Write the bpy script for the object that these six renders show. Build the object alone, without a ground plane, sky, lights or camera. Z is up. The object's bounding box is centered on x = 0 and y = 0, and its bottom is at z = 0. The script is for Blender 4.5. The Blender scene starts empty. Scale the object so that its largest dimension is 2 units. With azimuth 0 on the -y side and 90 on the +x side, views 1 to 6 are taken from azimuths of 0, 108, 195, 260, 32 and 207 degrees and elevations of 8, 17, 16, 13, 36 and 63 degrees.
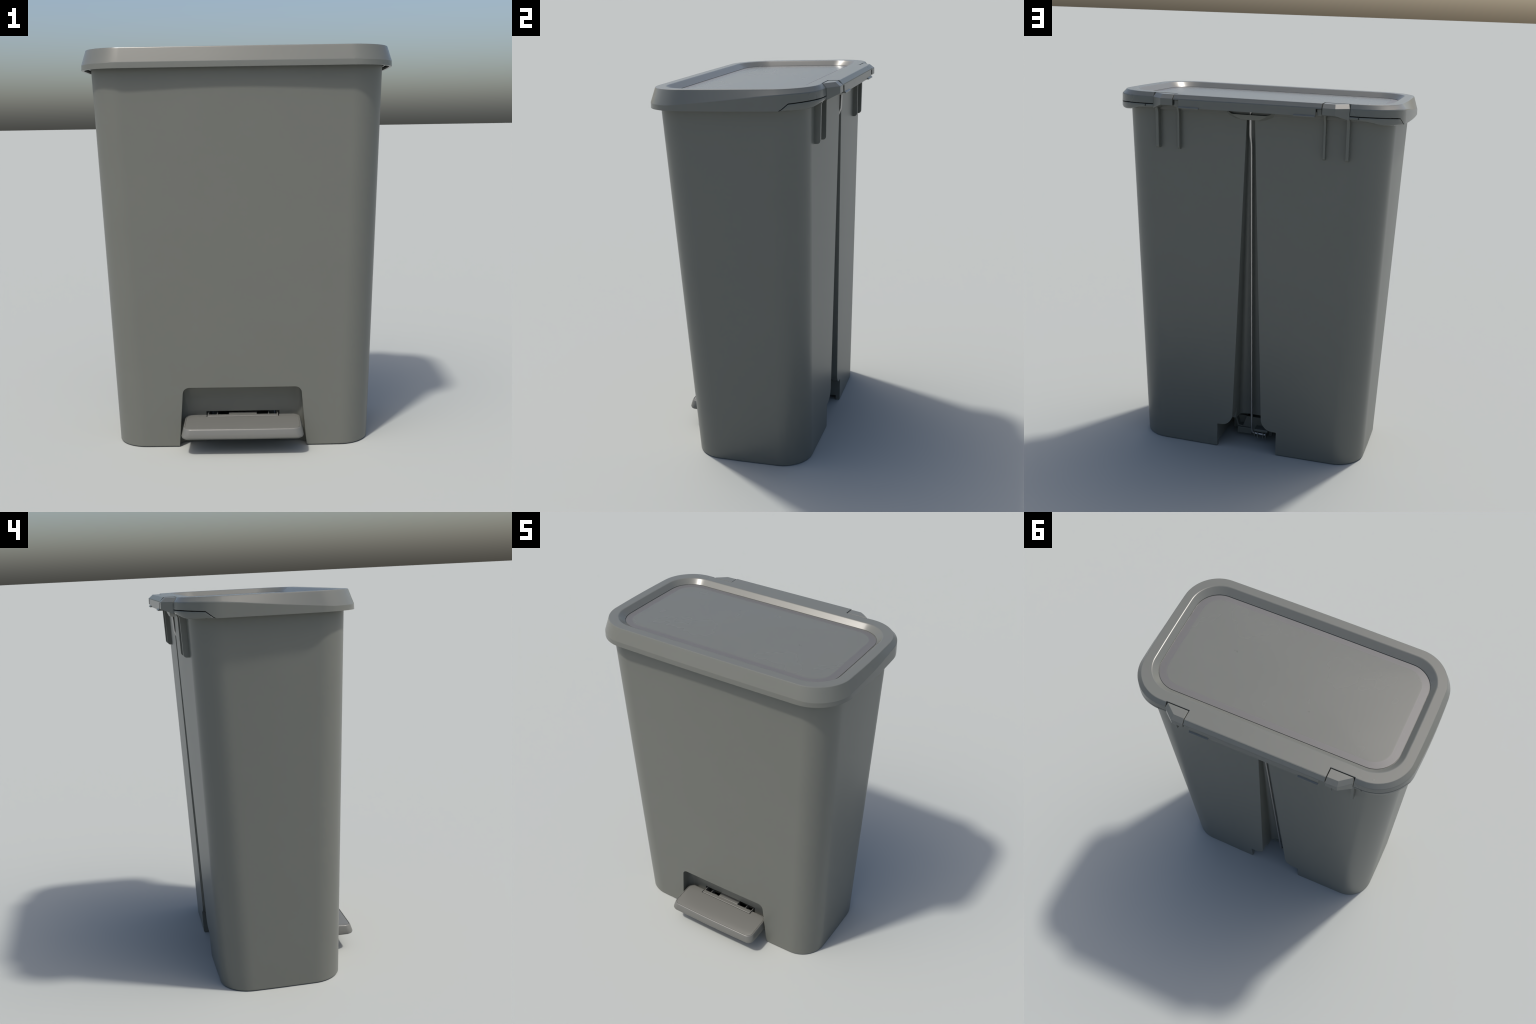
# Slim pedal bin: tapered grey plastic body, recessed lid, rear hinge collars,
# front foot pedal and a steel lift rod running in a groove down the back.
import bpy, bmesh, math
from mathutils import Vector

# ------------------------------------------------------------------ helpers
def lerp_table(table, t):
    """Piecewise linear interpolation in a short profile table."""
    if t <= table[0][0]:
        return table[0][1]
    for (a, va), (b, vb) in zip(table, table[1:]):
        if t <= b:
            return va + (vb - va) * (t - a) / (b - a)
    return table[-1][1]


def make_object(name, bm, material, parent, sharp_angle=30, sharp_edges=()):
    bmesh.ops.remove_doubles(bm, verts=bm.verts, dist=1e-5)
    bmesh.ops.recalc_face_normals(bm, faces=bm.faces)
    mesh = bpy.data.meshes.new(name)
    for e in bm.edges:
        e.smooth = not (len(e.link_faces) == 2 and e.calc_face_angle(0) > math.radians(sharp_angle))
    for e in sharp_edges:
        if e.is_valid:
            e.smooth = False
    for f in bm.faces:
        f.smooth = True
    bm.to_mesh(mesh)
    bm.free()
    obj = bpy.data.objects.new(name, mesh)
    bpy.context.scene.collection.objects.link(obj)
    mesh.materials.append(material)
    obj.parent = parent
    return obj


def finish(obj, sharp_angle=None, bevel=None, segments=2, weighted=True):
    """Apply modifiers: optional bevel, then area-weighted normals so flats stay flat."""
    if sharp_angle is not None:
        bm = bmesh.new()
        bm.from_mesh(obj.data)
        for e in bm.edges:
            e.smooth = not (len(e.link_faces) == 2 and e.calc_face_angle(0) > math.radians(sharp_angle))
        for f in bm.faces:
            f.smooth = True
        bm.to_mesh(obj.data)
        bm.free()
    if bevel:
        m = obj.modifiers.new("bevel", 'BEVEL')
        m.width, m.segments, m.limit_method, m.angle_limit = bevel, segments, 'ANGLE', math.radians(30)
        m.harden_normals = False
    if weighted:
        m = obj.modifiers.new("weighted", 'WEIGHTED_NORMAL')
        m.keep_sharp = True
        m.weight = 60
    bake(obj)
    return obj


def bake(obj):
    dg = bpy.context.evaluated_depsgraph_get()
    new = bpy.data.meshes.new_from_object(obj.evaluated_get(dg), preserve_all_data_layers=True, depsgraph=dg)
    obj.modifiers.clear()
    old = obj.data
    obj.data = new
    new.name = obj.name
    bpy.data.meshes.remove(old)


def carve(obj, cutters, operation='DIFFERENCE'):
    for c in cutters:
        m = obj.modifiers.new("cut", 'BOOLEAN')
        m.operation, m.object, m.solver = operation, c, 'EXACT'
    bake(obj)
    for c in cutters:
        bpy.data.objects.remove(c)


def loft(rings, closed=True, cap=True):
    """Skin a list of rings (lists of xyz with equal counts) into a bmesh."""
    bm = bmesh.new()
    vs = [[bm.verts.new(p) for p in r] for r in rings]
    n = len(vs[0])
    for a, b in zip(vs, vs[1:]):
        for i in range(n if closed else n - 1):
            j = (i + 1) % n
            bm.faces.new((a[i], a[j], b[j], b[i]))
    if cap:
        bm.faces.new(vs[0])
        bm.faces.new(vs[-1])
    return bm, vs


def ring_edges(bm, ring):
    out = []
    for a, b in zip(ring, ring[1:] + ring[:1]):
        e = bm.edges.get((a, b))
        if e:
            out.append(e)
    return out


def bowed(x, y, X, yf, yb, side=0.0, front=0.0, back=0.0):
    """Push the middle of each wall outwards a little, fading out towards the corners."""
    u = max(0.0, 1 - (x / X) ** 2) ** 2
    v = max(0.0, 1 - (y / (yb if y > 0 else yf)) ** 2) ** 2
    return x + math.copysign(side * v, x), y + (back * u if y > 0 else -front * u)


def rounded_rect(X, yf, yb, r, z, steps=14, straight=1, **bow):
    pts = []
    corners = [(X - r, yb - r, 0), (-X + r, yb - r, 90), (-X + r, yf + r, 180), (X - r, yf + r, 270)]
    for i, (cx, cy, a0) in enumerate(corners):
        for k in range(steps + 1):
            a = math.radians(a0 + 90 * k / steps)
            pts.append((cx + r * math.cos(a), cy + r * math.sin(a)))
        nx, ny, na = corners[(i + 1) % 4]
        e = math.radians(na)
        end = (nx + r * math.cos(e), ny + r * math.sin(e))
        start = pts[-1]
        for k in range(1, straight):
            t = k / straight
            pts.append((start[0] + (end[0] - start[0]) * t, start[1] + (end[1] - start[1]) * t))
    return [(*bowed(x, y, X, yf, yb, **bow), z) for x, y in pts]


def box(name, x0, x1, y0, y1, z0, z1, material=None, parent=None):
    bm, _ = loft([[(x0, y0, z), (x1, y0, z), (x1, y1, z), (x0, y1, z)] for z in (z0, z1)])
    return make_object(name, bm, material or PLASTIC, parent)


def merge(target, others):
    bm = bmesh.new()
    bm.from_mesh(target.data)
    for o in others:
        bm.from_mesh(o.data)
        bpy.data.objects.remove(o)
    bm.to_mesh(target.data)
    bm.free()
    return target


# ---------------------------------------------------------------- materials
def plastic(name, colour, rough, grain=0.010, scratches=0.0):
    mat = bpy.data.materials.new(name)
    mat.use_nodes = True
    nt = mat.node_tree
    n, l = nt.nodes, nt.links
    b = n["Principled BSDF"]
    tc = n.new("ShaderNodeTexCoord")
    big = n.new("ShaderNodeTexNoise")
    big.inputs["Scale"].default_value = 3.0
    big.inputs["Detail"].default_value = 3.0
    l.new(tc.outputs["Object"], big.inputs["Vector"])
    ramp = n.new("ShaderNodeValToRGB")
    ramp.color_ramp.elements[0].position, ramp.color_ramp.elements[1].position = 0.3, 0.7
    c = Vector(colour)
    ramp.color_ramp.elements[0].color = (*(c * 0.988), 1)
    ramp.color_ramp.elements[1].color = (*(c * 1.012), 1)
    l.new(big.outputs["Fac"], ramp.inputs["Fac"])
    colour_out = ramp.outputs["Color"]
    # sparse small scuffs, darker and shorter along z
    if scratches:
        mp = n.new("ShaderNodeMapping")
        mp.inputs["Scale"].default_value = (14, 14, 55)
        l.new(tc.outputs["Object"], mp.inputs["Vector"])
        sc = n.new("ShaderNodeTexNoise")
        sc.inputs["Scale"].default_value = 1.6
        sc.inputs["Detail"].default_value = 2.0
        l.new(mp.outputs["Vector"], sc.inputs["Vector"])
        th = n.new("ShaderNodeMapRange")
        th.inputs["From Min"].default_value, th.inputs["From Max"].default_value = 0.755, 0.79
        th.inputs["To Max"].default_value = scratches
        l.new(sc.outputs["Fac"], th.inputs["Value"])
        mx = n.new("ShaderNodeMix")
        mx.data_type = 'RGBA'
        l.new(th.outputs["Result"], mx.inputs["Factor"])
        l.new(colour_out, mx.inputs["A"])
        mx.inputs["B"].default_value = (*(c * 0.45), 1)
        colour_out = mx.outputs["Result"]
    l.new(colour_out, b.inputs["Base Color"])
    fine = n.new("ShaderNodeTexNoise")
    fine.inputs["Scale"].default_value = 260.0
    l.new(tc.outputs["Object"], fine.inputs["Vector"])
    rr = n.new("ShaderNodeMapRange")
    rr.inputs["To Min"].default_value, rr.inputs["To Max"].default_value = rough - 0.015, rough + 0.015
    l.new(big.outputs["Fac"], rr.inputs["Value"])
    l.new(rr.outputs["Result"], b.inputs["Roughness"])
    if not grain:
        return mat
    bump = n.new("ShaderNodeBump")
    bump.inputs["Strength"].default_value = grain
    bump.inputs["Distance"].default_value = 0.002
    l.new(fine.outputs["Fac"], bump.inputs["Height"])
    l.new(bump.outputs["Normal"], b.inputs["Normal"])
    return mat


PLASTIC = plastic("grey_plastic", (0.128, 0.1325, 0.1165), 0.36, grain=0.006)
LID_PLASTIC = plastic("lid_plastic", (0.127, 0.1315, 0.118), 0.27, grain=0, scratches=0.3)
PANEL_EDGE = plastic("lid_panel_border", (0.113, 0.112, 0.110), 0.42, grain=0)
PEDAL_PLASTIC = plastic("pedal_plastic", (0.129, 0.130, 0.119), 0.34, grain=0.03, scratches=0.4)

STEEL = bpy.data.materials.new("steel_rod")
STEEL.use_nodes = True
_b = STEEL.node_tree.nodes["Principled BSDF"]
_n = STEEL.node_tree.nodes.new("ShaderNodeTexNoise")
_n.inputs["Scale"].default_value = 120
_r = STEEL.node_tree.nodes.new("ShaderNodeValToRGB")
_r.color_ramp.elements[0].color = (0.42, 0.41, 0.40, 1)
_r.color_ramp.elements[1].color = (0.55, 0.54, 0.52, 1)
STEEL.node_tree.links.new(_n.outputs["Fac"], _r.inputs["Fac"])
STEEL.node_tree.links.new(_r.outputs["Color"], _b.inputs["Base Color"])
_b.inputs["Metallic"].default_value = 1.0
_b.inputs["Roughness"].default_value = 0.42

# --------------------------------------------------------------------- root
root = bpy.data.objects.new("pedal_bin", None)
bpy.context.scene.collection.objects.link(root)
root["label"] = "tall slim grey plastic pedal bin with recessed hinged lid"
root["category"] = "trash bin"

# --------------------------------------------------------------------- body
def body_half_width(z): return 0.6480 + 0.0335 * z
def body_front(z): return -0.3280 - 0.0315 * z
def body_back(z): return 0.3080 + 0.0305 * z
def body_radius(z): return 0.155 - 0.004 * z


def body_ring(z, inset=0.0):
    return rounded_rect(body_half_width(z) - inset, body_front(z) + inset, body_back(z) - inset, body_radius(z) - inset, z,
                        straight=18, side=0.003 + 0.0030 * z, front=0.005 + 0.006 * z, back=0.0045 + 0.0066 * z)


TOP = 1.948
bm, _ = loft([body_ring(0.0, 0.004), body_ring(0.004)] + [body_ring(z) for z in (0.3, 0.6, 0.9, 1.2, 1.5, 1.75, TOP)])
body = make_object("body", bm, PLASTIC, root)

# groove down the back: narrow and shallow at the top, wide and deep at the foot
def groove_ring(z, grow=0.0):
    w = 0.0785 - 0.0374 * (z - 0.37) + grow
    floor = 0.188 + 0.095 * (z - 0.17) - grow
    r = 0.45 * w
    rim = body_back(z) + 0.0045 + 0.0066 * z          # back surface at the centre line
    draft = 0.13 * w
    pts = [(w + draft * 0.10 / (rim - floor), rim + 0.10, z), (w, rim, z)]
    for k in range(9):
        a = math.radians(90 * k / 8)
        pts.append((w - draft - r + r * math.cos(a), floor + r * 0.75 - r * 0.75 * math.sin(a), z))
    return pts + [(-x, y, zz) for x, y, zz in reversed(pts)]


def groove(z0, z1, grow=0.0):
    bm, _ = loft([groove_ring(z0 + (z1 - z0) * k / 4, grow) for k in range(5)])
    return make_object("cut_groove", bm, PLASTIC, None)


# inside of the bin (a hollow shell with its own lined groove)
WALL = 0.02
bm, _ = loft([body_ring(z, WALL) for z in (0.34, 1.0, 2.1)])
hollow = make_object("cut_inside", bm, PLASTIC, None)
carve(hollow, [groove(0.05, 1.91, WALL)])

# lever tunnel under the bin floor
under = box("cut_under", -0.1735, 0.1735, -0.232, 0.285, -0.05, 0.168)

bm, _ = loft([rounded_rect(body_half_width(0) - WALL, body_front(0) + 0.09, body_back(0) - WALL, 0.10, z, straight=4) for z in (-0.05, 0.027)])
hem = make_object("cut_hem", bm, PLASTIC, None)

# front recess for the pedal, upright sides with a rounded top, sloping roof
def recess_ring(y, top, inset):
    r = 0.034
    def half(z): return 0.326 - 0.082 * z - inset
    pts = [(half(-0.05), y, -0.05), (half(top - r), y, top - r)]
    for k in range(1, 8):
        a = math.radians(90 * k / 7)
        pts.append((half(top - r) - r + r * math.cos(a), y, top - r + r * math.sin(a)))
    return pts + [(-x, yy, z) for x, yy, z in reversed(pts)]


bm, _ = loft([recess_ring(-0.60, 0.314, 0), recess_ring(-0.332, 0.314, 0), recess_ring(-0.296, 0.304, 0),
              recess_ring(-0.280, 0.282, 0.004), recess_ring(-0.270, 0.250, 0.012), recess_ring(-0.262, 0.224, 0.022), recess_ring(-0.255, 0.15, 0.034)])
recess = make_object("cut_recess", bm, PLASTIC, None)

# notch at the foot of the back, flaring out of the groove
pts = [(0.174, -0.05), (0.174, 0.141), (0.147, 0.142)]
for k in range(1, 9):
    a = math.radians(90 * k / 8)
    pts.append((0.147 - 0.066 * math.sin(a), 0.142 + 0.085 * (1 - math.cos(a))))
outline = pts + [(-x, z) for x, z in reversed(pts)]
bm, _ = loft([[(x, y, z) for x, z in outline] for y in (0.262, 0.46)])
notch = make_object("cut_notch", bm, PLASTIC, None)

def mouth():
    """Boat-shaped opening under the lid bar where the rod comes out."""
    half = [(0.086, 1.9145), (0.104, 1.919), (0.124, 1.934), (0.124, 1.97)]
    out = half + [(-x, z) for x, z in reversed(half)]
    bm, _ = loft([[(x, y, z) for x, z in out] for y in (0.30, 0.46)])
    return make_object("cut_mouth", bm, PLASTIC, None)


lever_slot = box("cut_lever", -0.190, 0.190, -0.30, -0.20, -0.05, 0.161)
carve(body, [hollow, under, hem, recess, lever_slot, notch, groove(0.05, 1.888), mouth()])
finish(body, sharp_angle=28, bevel=None)

# guide pocket at the head of the groove, flaring towards its mouth
def guide_ring(z, w0, w1, y1):
    return [(-w0, 0.372, z), (-w0, 0.378, z), (-w1, y1, z), (w1, y1, z), (w0, 0.378, z), (w0, 0.372, z)]


bm, _ = loft([guide_ring(1.889, 0.080, 0.045, 0.403), guide_ring(1.905, 0.118, 0.080, 0.409), guide_ring(1.932, 0.136, 0.116, 0.414)])
guide = make_object("rod_guide", bm, PLASTIC, root)
carve(guide, [mouth()])
finish(guide, sharp_angle=25)

# stiffening ribs below each hinge
def rib(x, width, reach_low, reach_top):
    prof = [(0.345, 1.711), (reach_low - 0.016, 1.711)]
    for k in range(1, 6):
        a = math.radians(90 * k / 5)
        prof.append((reach_low - 0.016 + 0.016 * math.sin(a), 1.727 - 0.016 * math.cos(a)))
    prof += [(reach_top, 1.90), (reach_top + 0.012, 1.925), (reach_top + 0.016, 1.948), (0.345, 1.948)]
    bm, _ = loft([[(x + sx * width / 2, y, z) for y, z in prof] for sx in (-1, 1)])
    o = make_object("rib", bm, PLASTIC, root)
    return finish(o, sharp_angle=30)


for s in (1, -1):
    rib(s * 0.505, 0.015, 0.393, 0.400)
    rib(s * 0.3875, 0.010, 0.393, 0.399)

# ---------------------------------------------------------------------- lid
BAR, POCKET = 0.383, 0.515          # half widths of the hinge bar and of the pockets beside it
ARC = 20


def lid_stations():
    """Half outline from back centre round the right side to front centre."""
    st = [("bar", x) for x in (0.0, 0.12, 0.245, 0.30, 0.354, BAR)]
    st += [("pocket", BAR), ("pocket", 0.45), ("pocket", POCKET), ("back", POCKET)]
    st += [("rear_arc", k / ARC) for k in range(ARC, -1, -1)]
    st += [("side", k / 12) for k in range(1, 12)]
    st += [("front_arc", k / ARC) for k in range(ARC + 1)]
    st += [("front", 0.66), ("front", 0.33), ("front", 0.0)]
    return st


def lid_point(station, lv, sign):
    kind, t = station
    X, yf, yb, r = lv["X"], lv["yf"], lv["yb"], lv["r"]
    if kind == "bar":
        x, y = t, lv.get("bar", yb)
        if t == BAR:
            x = BAR - lv.get("end", 0.0)
    elif kind == "pocket":
        x, y = t, lv.get("pocket", yb)
        if t == BAR:
            x = BAR - lv.get("end", 0.0)
        if t == POCKET:
            x = POCKET + lv.get("end", 0.0)
    elif kind == "back":
        x, y = t + lv.get("end", 0.0), yb
    elif kind == "rear_arc":
        a = math.radians(90 * t)
        x, y = X - r + r * math.cos(a), yb - r + r * math.sin(a)
    elif kind == "side":
        x, y = X, (yb - r) * (1 - t) + (yf + r) * t
    elif kind == "front_arc":
        a = math.radians(90 * t)
        x, y = X - r + r * math.cos(a), yf + r - r * math.sin(a)
    else:
        x, y = (X - r) * t, yf
    if kind in ("rear_arc", "side", "front_arc", "front"):
        x, y = bowed(x, y, X, yf, yb, lv.get("side", 0), lv.get("front", 0))
    return sign * x, y


CREASE = [(-0.30, 1.929), (-0.212, 1.936), (-0.032, 1.951), (0.10, 1.963), (0.231, 1.973), (0.32, 1.977)]
GAP = [(0.262, 1.902), (0.302, 1.936), (0.43, 1.944)]


def lid_bottom(station, x, y):
    kind = station[0]
    if kind == "bar":
        return 1.936
    if kind == "pocket":
        return 1.947
    return lerp_table(GAP, y)


def lid_ring(lv, zfun):
    st = lid_stations()
    right = []
    for s in st:
        x, y = lid_point(s, lv, 1)
        right.append((x, y, zfun(s, x, y)))
    left = [(-x, y, z) for x, y, z in reversed(right[1:-1])]
    return right + left


def level(X, yf, yb, r, **kw):
    return dict(X=X, yf=yf, yb=yb, r=r, **kw)


def crease_z(s, x, y):
    return 1.978 if s[0] in ("bar", "pocket") else lerp_table(CREASE, y)


OUT = level(0.7555, -0.441, 0.425, 0.200, bar=0.4805, pocket=0.4035, side=0.0135, front=0.006)
OUTB = level(0.7560, -0.442, 0.427, 0.201, bar=0.4810, pocket=0.4035, side=0.0135, front=0.006)
CRS = level(0.7545, -0.440, 0.424, 0.200, bar=0.4790, pocket=0.4035, side=0.0130, front=0.006)
T1 = level(0.7385, -0.4170, 0.411, 0.190, bar=0.4650, pocket=0.4035, side=0.0085, front=0.004)
T2 = level(0.7370, -0.4150, 0.408, 0.188, bar=0.4625, pocket=0.4035, side=0.0080, front=0.004)
T3 = level(0.7340, -0.4120, 0.4050, 0.184, bar=0.458, pocket=0.4020, side=0.0080, front=0.004)
R1 = level(0.6940, -0.371, 0.3525, 0.158, side=0.003, front=0.002)
R2 = level(0.6900, -0.367, 0.3490, 0.155, side=0.003, front=0.002)
R3 = level(0.6870, -0.3635, 0.3458, 0.153, side=0.003, front=0.002)
R4 = level(0.6645, -0.331, 0.3215, 0.134, side=0.002, front=0.002)
R4B = level(0.6640, -0.3305, 0.3210, 0.1335, side=0.002, front=0.002)
R4C = level(0.6610, -0.3275, 0.3180, 0.1305, side=0.002, front=0.002)
R5 = level(0.6605, -0.327, 0.3175, 0.130, side=0.002, front=0.002)
R6 = level(0.622, -0.297, 0.284, 0.098)
R7 = level(0.616, -0.291, 0.278, 0.094)
I1 = level(0.744, -0.427, 0.414, 0.189, bar=0.469, pocket=0.392, end=0.010, side=0.0135, front=0.006)
I0 = level(0.742, -0.425, 0.412, 0.187, bar=0.467, pocket=0.390, end=0.012, side=0.0135, front=0.006)


def dome(lv, f, z):
    """Ring of the gently domed panel, f = fraction of the way to its centre."""
    c = (lv["yf"] + lv["yb"]) / 2
    return [(x * f, c + (y - c) * f, z) for x, y, _ in lid_ring(lv, flat(0))]


flat = lambda z: (lambda s, x, y: z)
below_crease = lambda d: (lambda s, x, y: crease_z(s, x, y) - d)
rings = [lid_ring(I0, flat(1.956)), lid_ring(I1, lambda s, x, y: lid_bottom(s, x, y)),
         lid_ring(OUTB, lambda s, x, y: lid_bottom(s, x, y)),
         lid_ring(OUT, below_crease(0.002)), lid_ring(CRS, below_crease(-0.002)),
         lid_ring(T1, flat(1.9955)), lid_ring(T2, flat(1.9988)), lid_ring(T3, flat(2.0)),
         lid_ring(R1, flat(2.0)), lid_ring(R2, flat(1.9988)), lid_ring(R3, flat(1.9965)),
         lid_ring(R4, flat(1.9735)), lid_ring(R4B, flat(1.9690)), lid_ring(R4C, flat(1.9690)), lid_ring(R5, flat(1.9722)),
         lid_ring(R6, flat(1.9738)), lid_ring(R7, flat(1.9740))]
rings += [dome(R7, f, 1.9740 + 0.0040 * (1 - f * f)) for f in (0.85, 0.65, 0.45, 0.25, 0.08)]
bm, vs = loft(rings)
sharp = []
for i in (1, 2, 11, 12, 13, 14):
    sharp += ring_edges(bm, vs[i])
# the border strip inside the panel is a slightly darker, rougher band
for ring in (vs[14],):
    for v in ring:
        for f in v.link_faces:
            if all(w.co.z > 1.9715 for w in f.verts):
                f.material_index = 1
lid = make_object("lid", bm, LID_PLASTIC, root, 30, sharp)
lid.data.materials.append(PANEL_EDGE)
finish(lid)

# sealing rim hanging inside the skirt
bm, vs = loft([rounded_rect(0.734 - d, -0.416 + d, 0.386 - d, 0.178 - d, z, straight=8, side=0.012) for d, z in
               ((0, 1.957), (0, 1.913), (0.006, 1.913), (0.006, 1.957))], cap=False)
seal = make_object("sealing_rim", bm, LID_PLASTIC, lid)

# hinge knuckles in the bar ends, and the small lips under the bar
for s in (1, -1):
    cut = box("cut_end", min(s * 0.355, s * 0.40), max(s * 0.355, s * 0.40), 0.440, 0.50, 1.90, 1.974)
    carve(lid, [cut])
for s in (1, -1):
    k = box("hinge_knuckle", min(s * 0.3585, s * 0.3835), max(s * 0.3585, s * 0.3835), 0.425, 0.466, 1.938, 1.973, LID_PLASTIC, lid)
    finish(k, bevel=0.003)
    x0, x1 = sorted((s * 0.246, s * 0.353))
    bm, _ = loft([[(x, 0.470, 1.944), (x, 0.4815, 1.943), (x, 0.488, 1.9370), (x, 0.4875, 1.9335), (x, 0.465, 1.934)] for x in (x0, x1)])
    make_object("bar_lip", bm, LID_PLASTIC, lid)
finish(lid, sharp_angle=14)

# -------------------------------------------------- hinge collars on the body
BACK_DIP = [(0.51, 1.924), (0.60, 1.919), (0.66, 1.905), (0.70, 1.9010)]


def collar(sign):
    stations = [("rear_arc", k / 24) for k in range(2, 25)] + [("back", x) for x in (0.56, 0.513)]
    prof = []
    for s in stations:
        def at(inset, dz=None, z=None):
            lv = level(0.7560 - inset, -0.439 + inset, 0.427 - inset, 0.201 - inset, side=0.0135, front=0.006)
            kind, t = s
            x, y = lid_point(s, lv, 1)
            if kind == "back":
                x = t
            return x, y
        xo, yo = at(0)
        top = lerp_table(GAP, yo) - 0.005
        low = lerp_table(BACK_DIP, xo) if yo > 0.33 else 1.9010
        top = max(top, low + 0.0015)
        m = min(0.012, 0.45 * (top - low))
        row = []
        for inset, z in ((0.045, top), (0.001, top), (0.0, top - 0.3 * m), (0.0, low + m), (0.004, low + 0.25 * m), (0.010, low), (0.060, low + 0.004)):
            x, y = at(inset)
            row.append((sign * x, y, z))
        prof.append(row)
    bm, _ = loft(prof)
    c = make_object("hinge_collar", bm, LID_PLASTIC, body, 30)
    # hinge block, chamfered on top, its outer skirt running down into the collar
    plan = [(0.388, 0.408), (0.388, 0.481), (0.452, 0.481), (0.513, 0.429), (0.513, 0.408)]
    foot = [1.945, 1.945, 1.945, 1.921, 1.921]
    crown = [(0.388, 0.408), (0.388, 0.457), (0.447, 0.456), (0.505, 0.4095), (0.505, 0.408)]
    bm, _ = loft([[(sign * x, y, z) for (x, y), z in zip(plan, foot)],
                  [(sign * x, y, 1.978) for x, y in plan],
                  [(sign * x, y, 1.9985) for x, y in crown]])
    b = make_object("hinge_block", bm, LID_PLASTIC, body, 20)
    finish(b, bevel=0.0015)
    finish(c)
    return c


for s in (1, -1):
    collar(s)

# ---------------------------------------------------------------- lift rod
def tube(name, path, radius, material, parent, sides=12):
    cu = bpy.data.curves.new(name, 'CURVE')
    cu.dimensions = '3D'
    cu.bevel_depth, cu.bevel_resolution, cu.use_fill_caps = radius, 4, True
    sp = cu.splines.new('POLY')
    sp.points.add(len(path) - 1)
    for p, co in zip(sp.points, path):
        p.co = (*co, 1)
    o = bpy.data.objects.new(name, cu)
    bpy.context.scene.collection.objects.link(o)
    dg = bpy.context.evaluated_depsgraph_get()
    me = bpy.data.meshes.new_from_object(o.evaluated_get(dg))
    bpy.data.objects.remove(o)
    out = bpy.data.objects.new(name, me)
    bpy.context.scene.collection.objects.link(out)
    me.materials.clear()
    me.materials.append(material)
    for p in me.polygons:
        p.use_smooth = True
    out.parent = parent
    return out


tube("lift_rod", [(-0.012, 0.392, 1.940), (0.0, 0.390, 1.922), (0.0, 0.387, 1.885), (0.0, 0.382, 1.812), (0.0, 0.374, 1.792),
                  (0.0, 0.362, 1.768), (0.0, 0.357, 1.745), (0.0, 0.213, 0.140), (0.0, 0.206, 0.085), (0.0, 0.192, 0.058), (-0.02, 0.190, 0.052),
                  (-0.082, 0.190, 0.050)], 0.0064, STEEL, root)

# ------------------------------------------------------------------- pedal
def pedal_ring(z, inset, lean=0.0):
    ring = rounded_rect(0.306 - lean - inset, -0.4845 + lean + inset, -0.277 - inset, max(0.006, 0.040 - inset), z, 10, straight=10, front=0.003)
    tilt = 0.055 * min(1.0, max(0.0, (z - 0.09) / 0.045))        # the tread rises gently towards the bin
    return [(x, y, zz + tilt * (y + 0.474)) for x, y, zz in ring]


bm, vs = loft([pedal_ring(0.090, 0.030), pedal_ring(0.0865, 0.018), pedal_ring(0.0875, 0.010), pedal_ring(0.092, 0.003), pedal_ring(0.099, 0.0, 0.0005),
               pedal_ring(0.116, 0.0, 0.005), pedal_ring(0.1325, 0.0, 0.0100), pedal_ring(0.1365, 0.0012, 0.011), pedal_ring(0.1385, 0.0035, 0.011),
               pedal_ring(0.1386, 0.0055, 0.011), pedal_ring(0.1360, 0.0063, 0.011), pedal_ring(0.1360, 0.0080, 0.011),
               pedal_ring(0.1384, 0.0090, 0.011), pedal_ring(0.1393, 0.014, 0.011), pedal_ring(0.1402, 0.040, 0.011)])
pedal = make_object("pedal", bm, PEDAL_PLASTIC, root, 40)
carve(pedal, [box("cut_clip", -0.187, 0.187, -0.3095, -0.20, 0.0, 0.30)])
finish(pedal, sharp_angle=38)

# bracket that joins the pedal to the lever, with four open slots
strip = box("pedal_bracket", -0.1825, 0.1825, -0.3055, -0.280, 0.112, 0.1510, PEDAL_PLASTIC, pedal)
bits = []
for s in (1, -1):
    for xc, w in ((0.1795, 0.006), (0.133, 0.005)):
        bits.append(box("bit", s * xc - w / 2, s * xc + w / 2, -0.2805, -0.236, 0.112, 0.1500))
bits.append(box("bit", -0.072, 0.072, -0.2805, -0.246, 0.112, 0.1505))
bits.append(box("bit", -0.186, 0.186, -0.3060, -0.205, 0.078, 0.086))
merge(strip, bits)
finish(strip, sharp_angle=30, bevel=0.002)

# lever end seen through the notch: tapered block with an open pocket, and the rod's bearing
trap = [(-0.130, 0.126), (-0.107, 0.056), (-0.104, 0.022), (0.104, 0.022), (0.107, 0.056), (0.130, 0.126)]
bm, _ = loft([[(x, y, z) for x, z in trap] for y in (0.025, 0.140)])
lever = make_object("lever", bm, PLASTIC, pedal)
pocket = [(0.050, 0.135), (0.074, 0.064), (0.100, 0.064), (0.121, 0.135)]
bm, _ = loft([[(x, y, z) for x, z in pocket] for y in (0.09, 0.25)])
carve(lever, [make_object("cut_pocket", bm, PLASTIC, None)])
merge(lever, [box("bit", -0.165, 0.165, -0.225, 0.03, 0.060, 0.086),
              box("bit", -0.140, 0.140, 0.02, 0.105, 0.028, 0.112),
              box("bit", 0.018, 0.1035, 0.120, 0.152, 0.0200, 0.058),
              box("bit", -0.090, -0.010, 0.130, 0.190, 0.062, 0.077)])
for x in (-0.014, -0.034, -0.066, -0.081):
    merge(lever, [box("bit", x - 0.003, x + 0.003, 0.130, 0.200, 0.028, 0.063)])
finish(lever, sharp_angle=30, bevel=0.002)
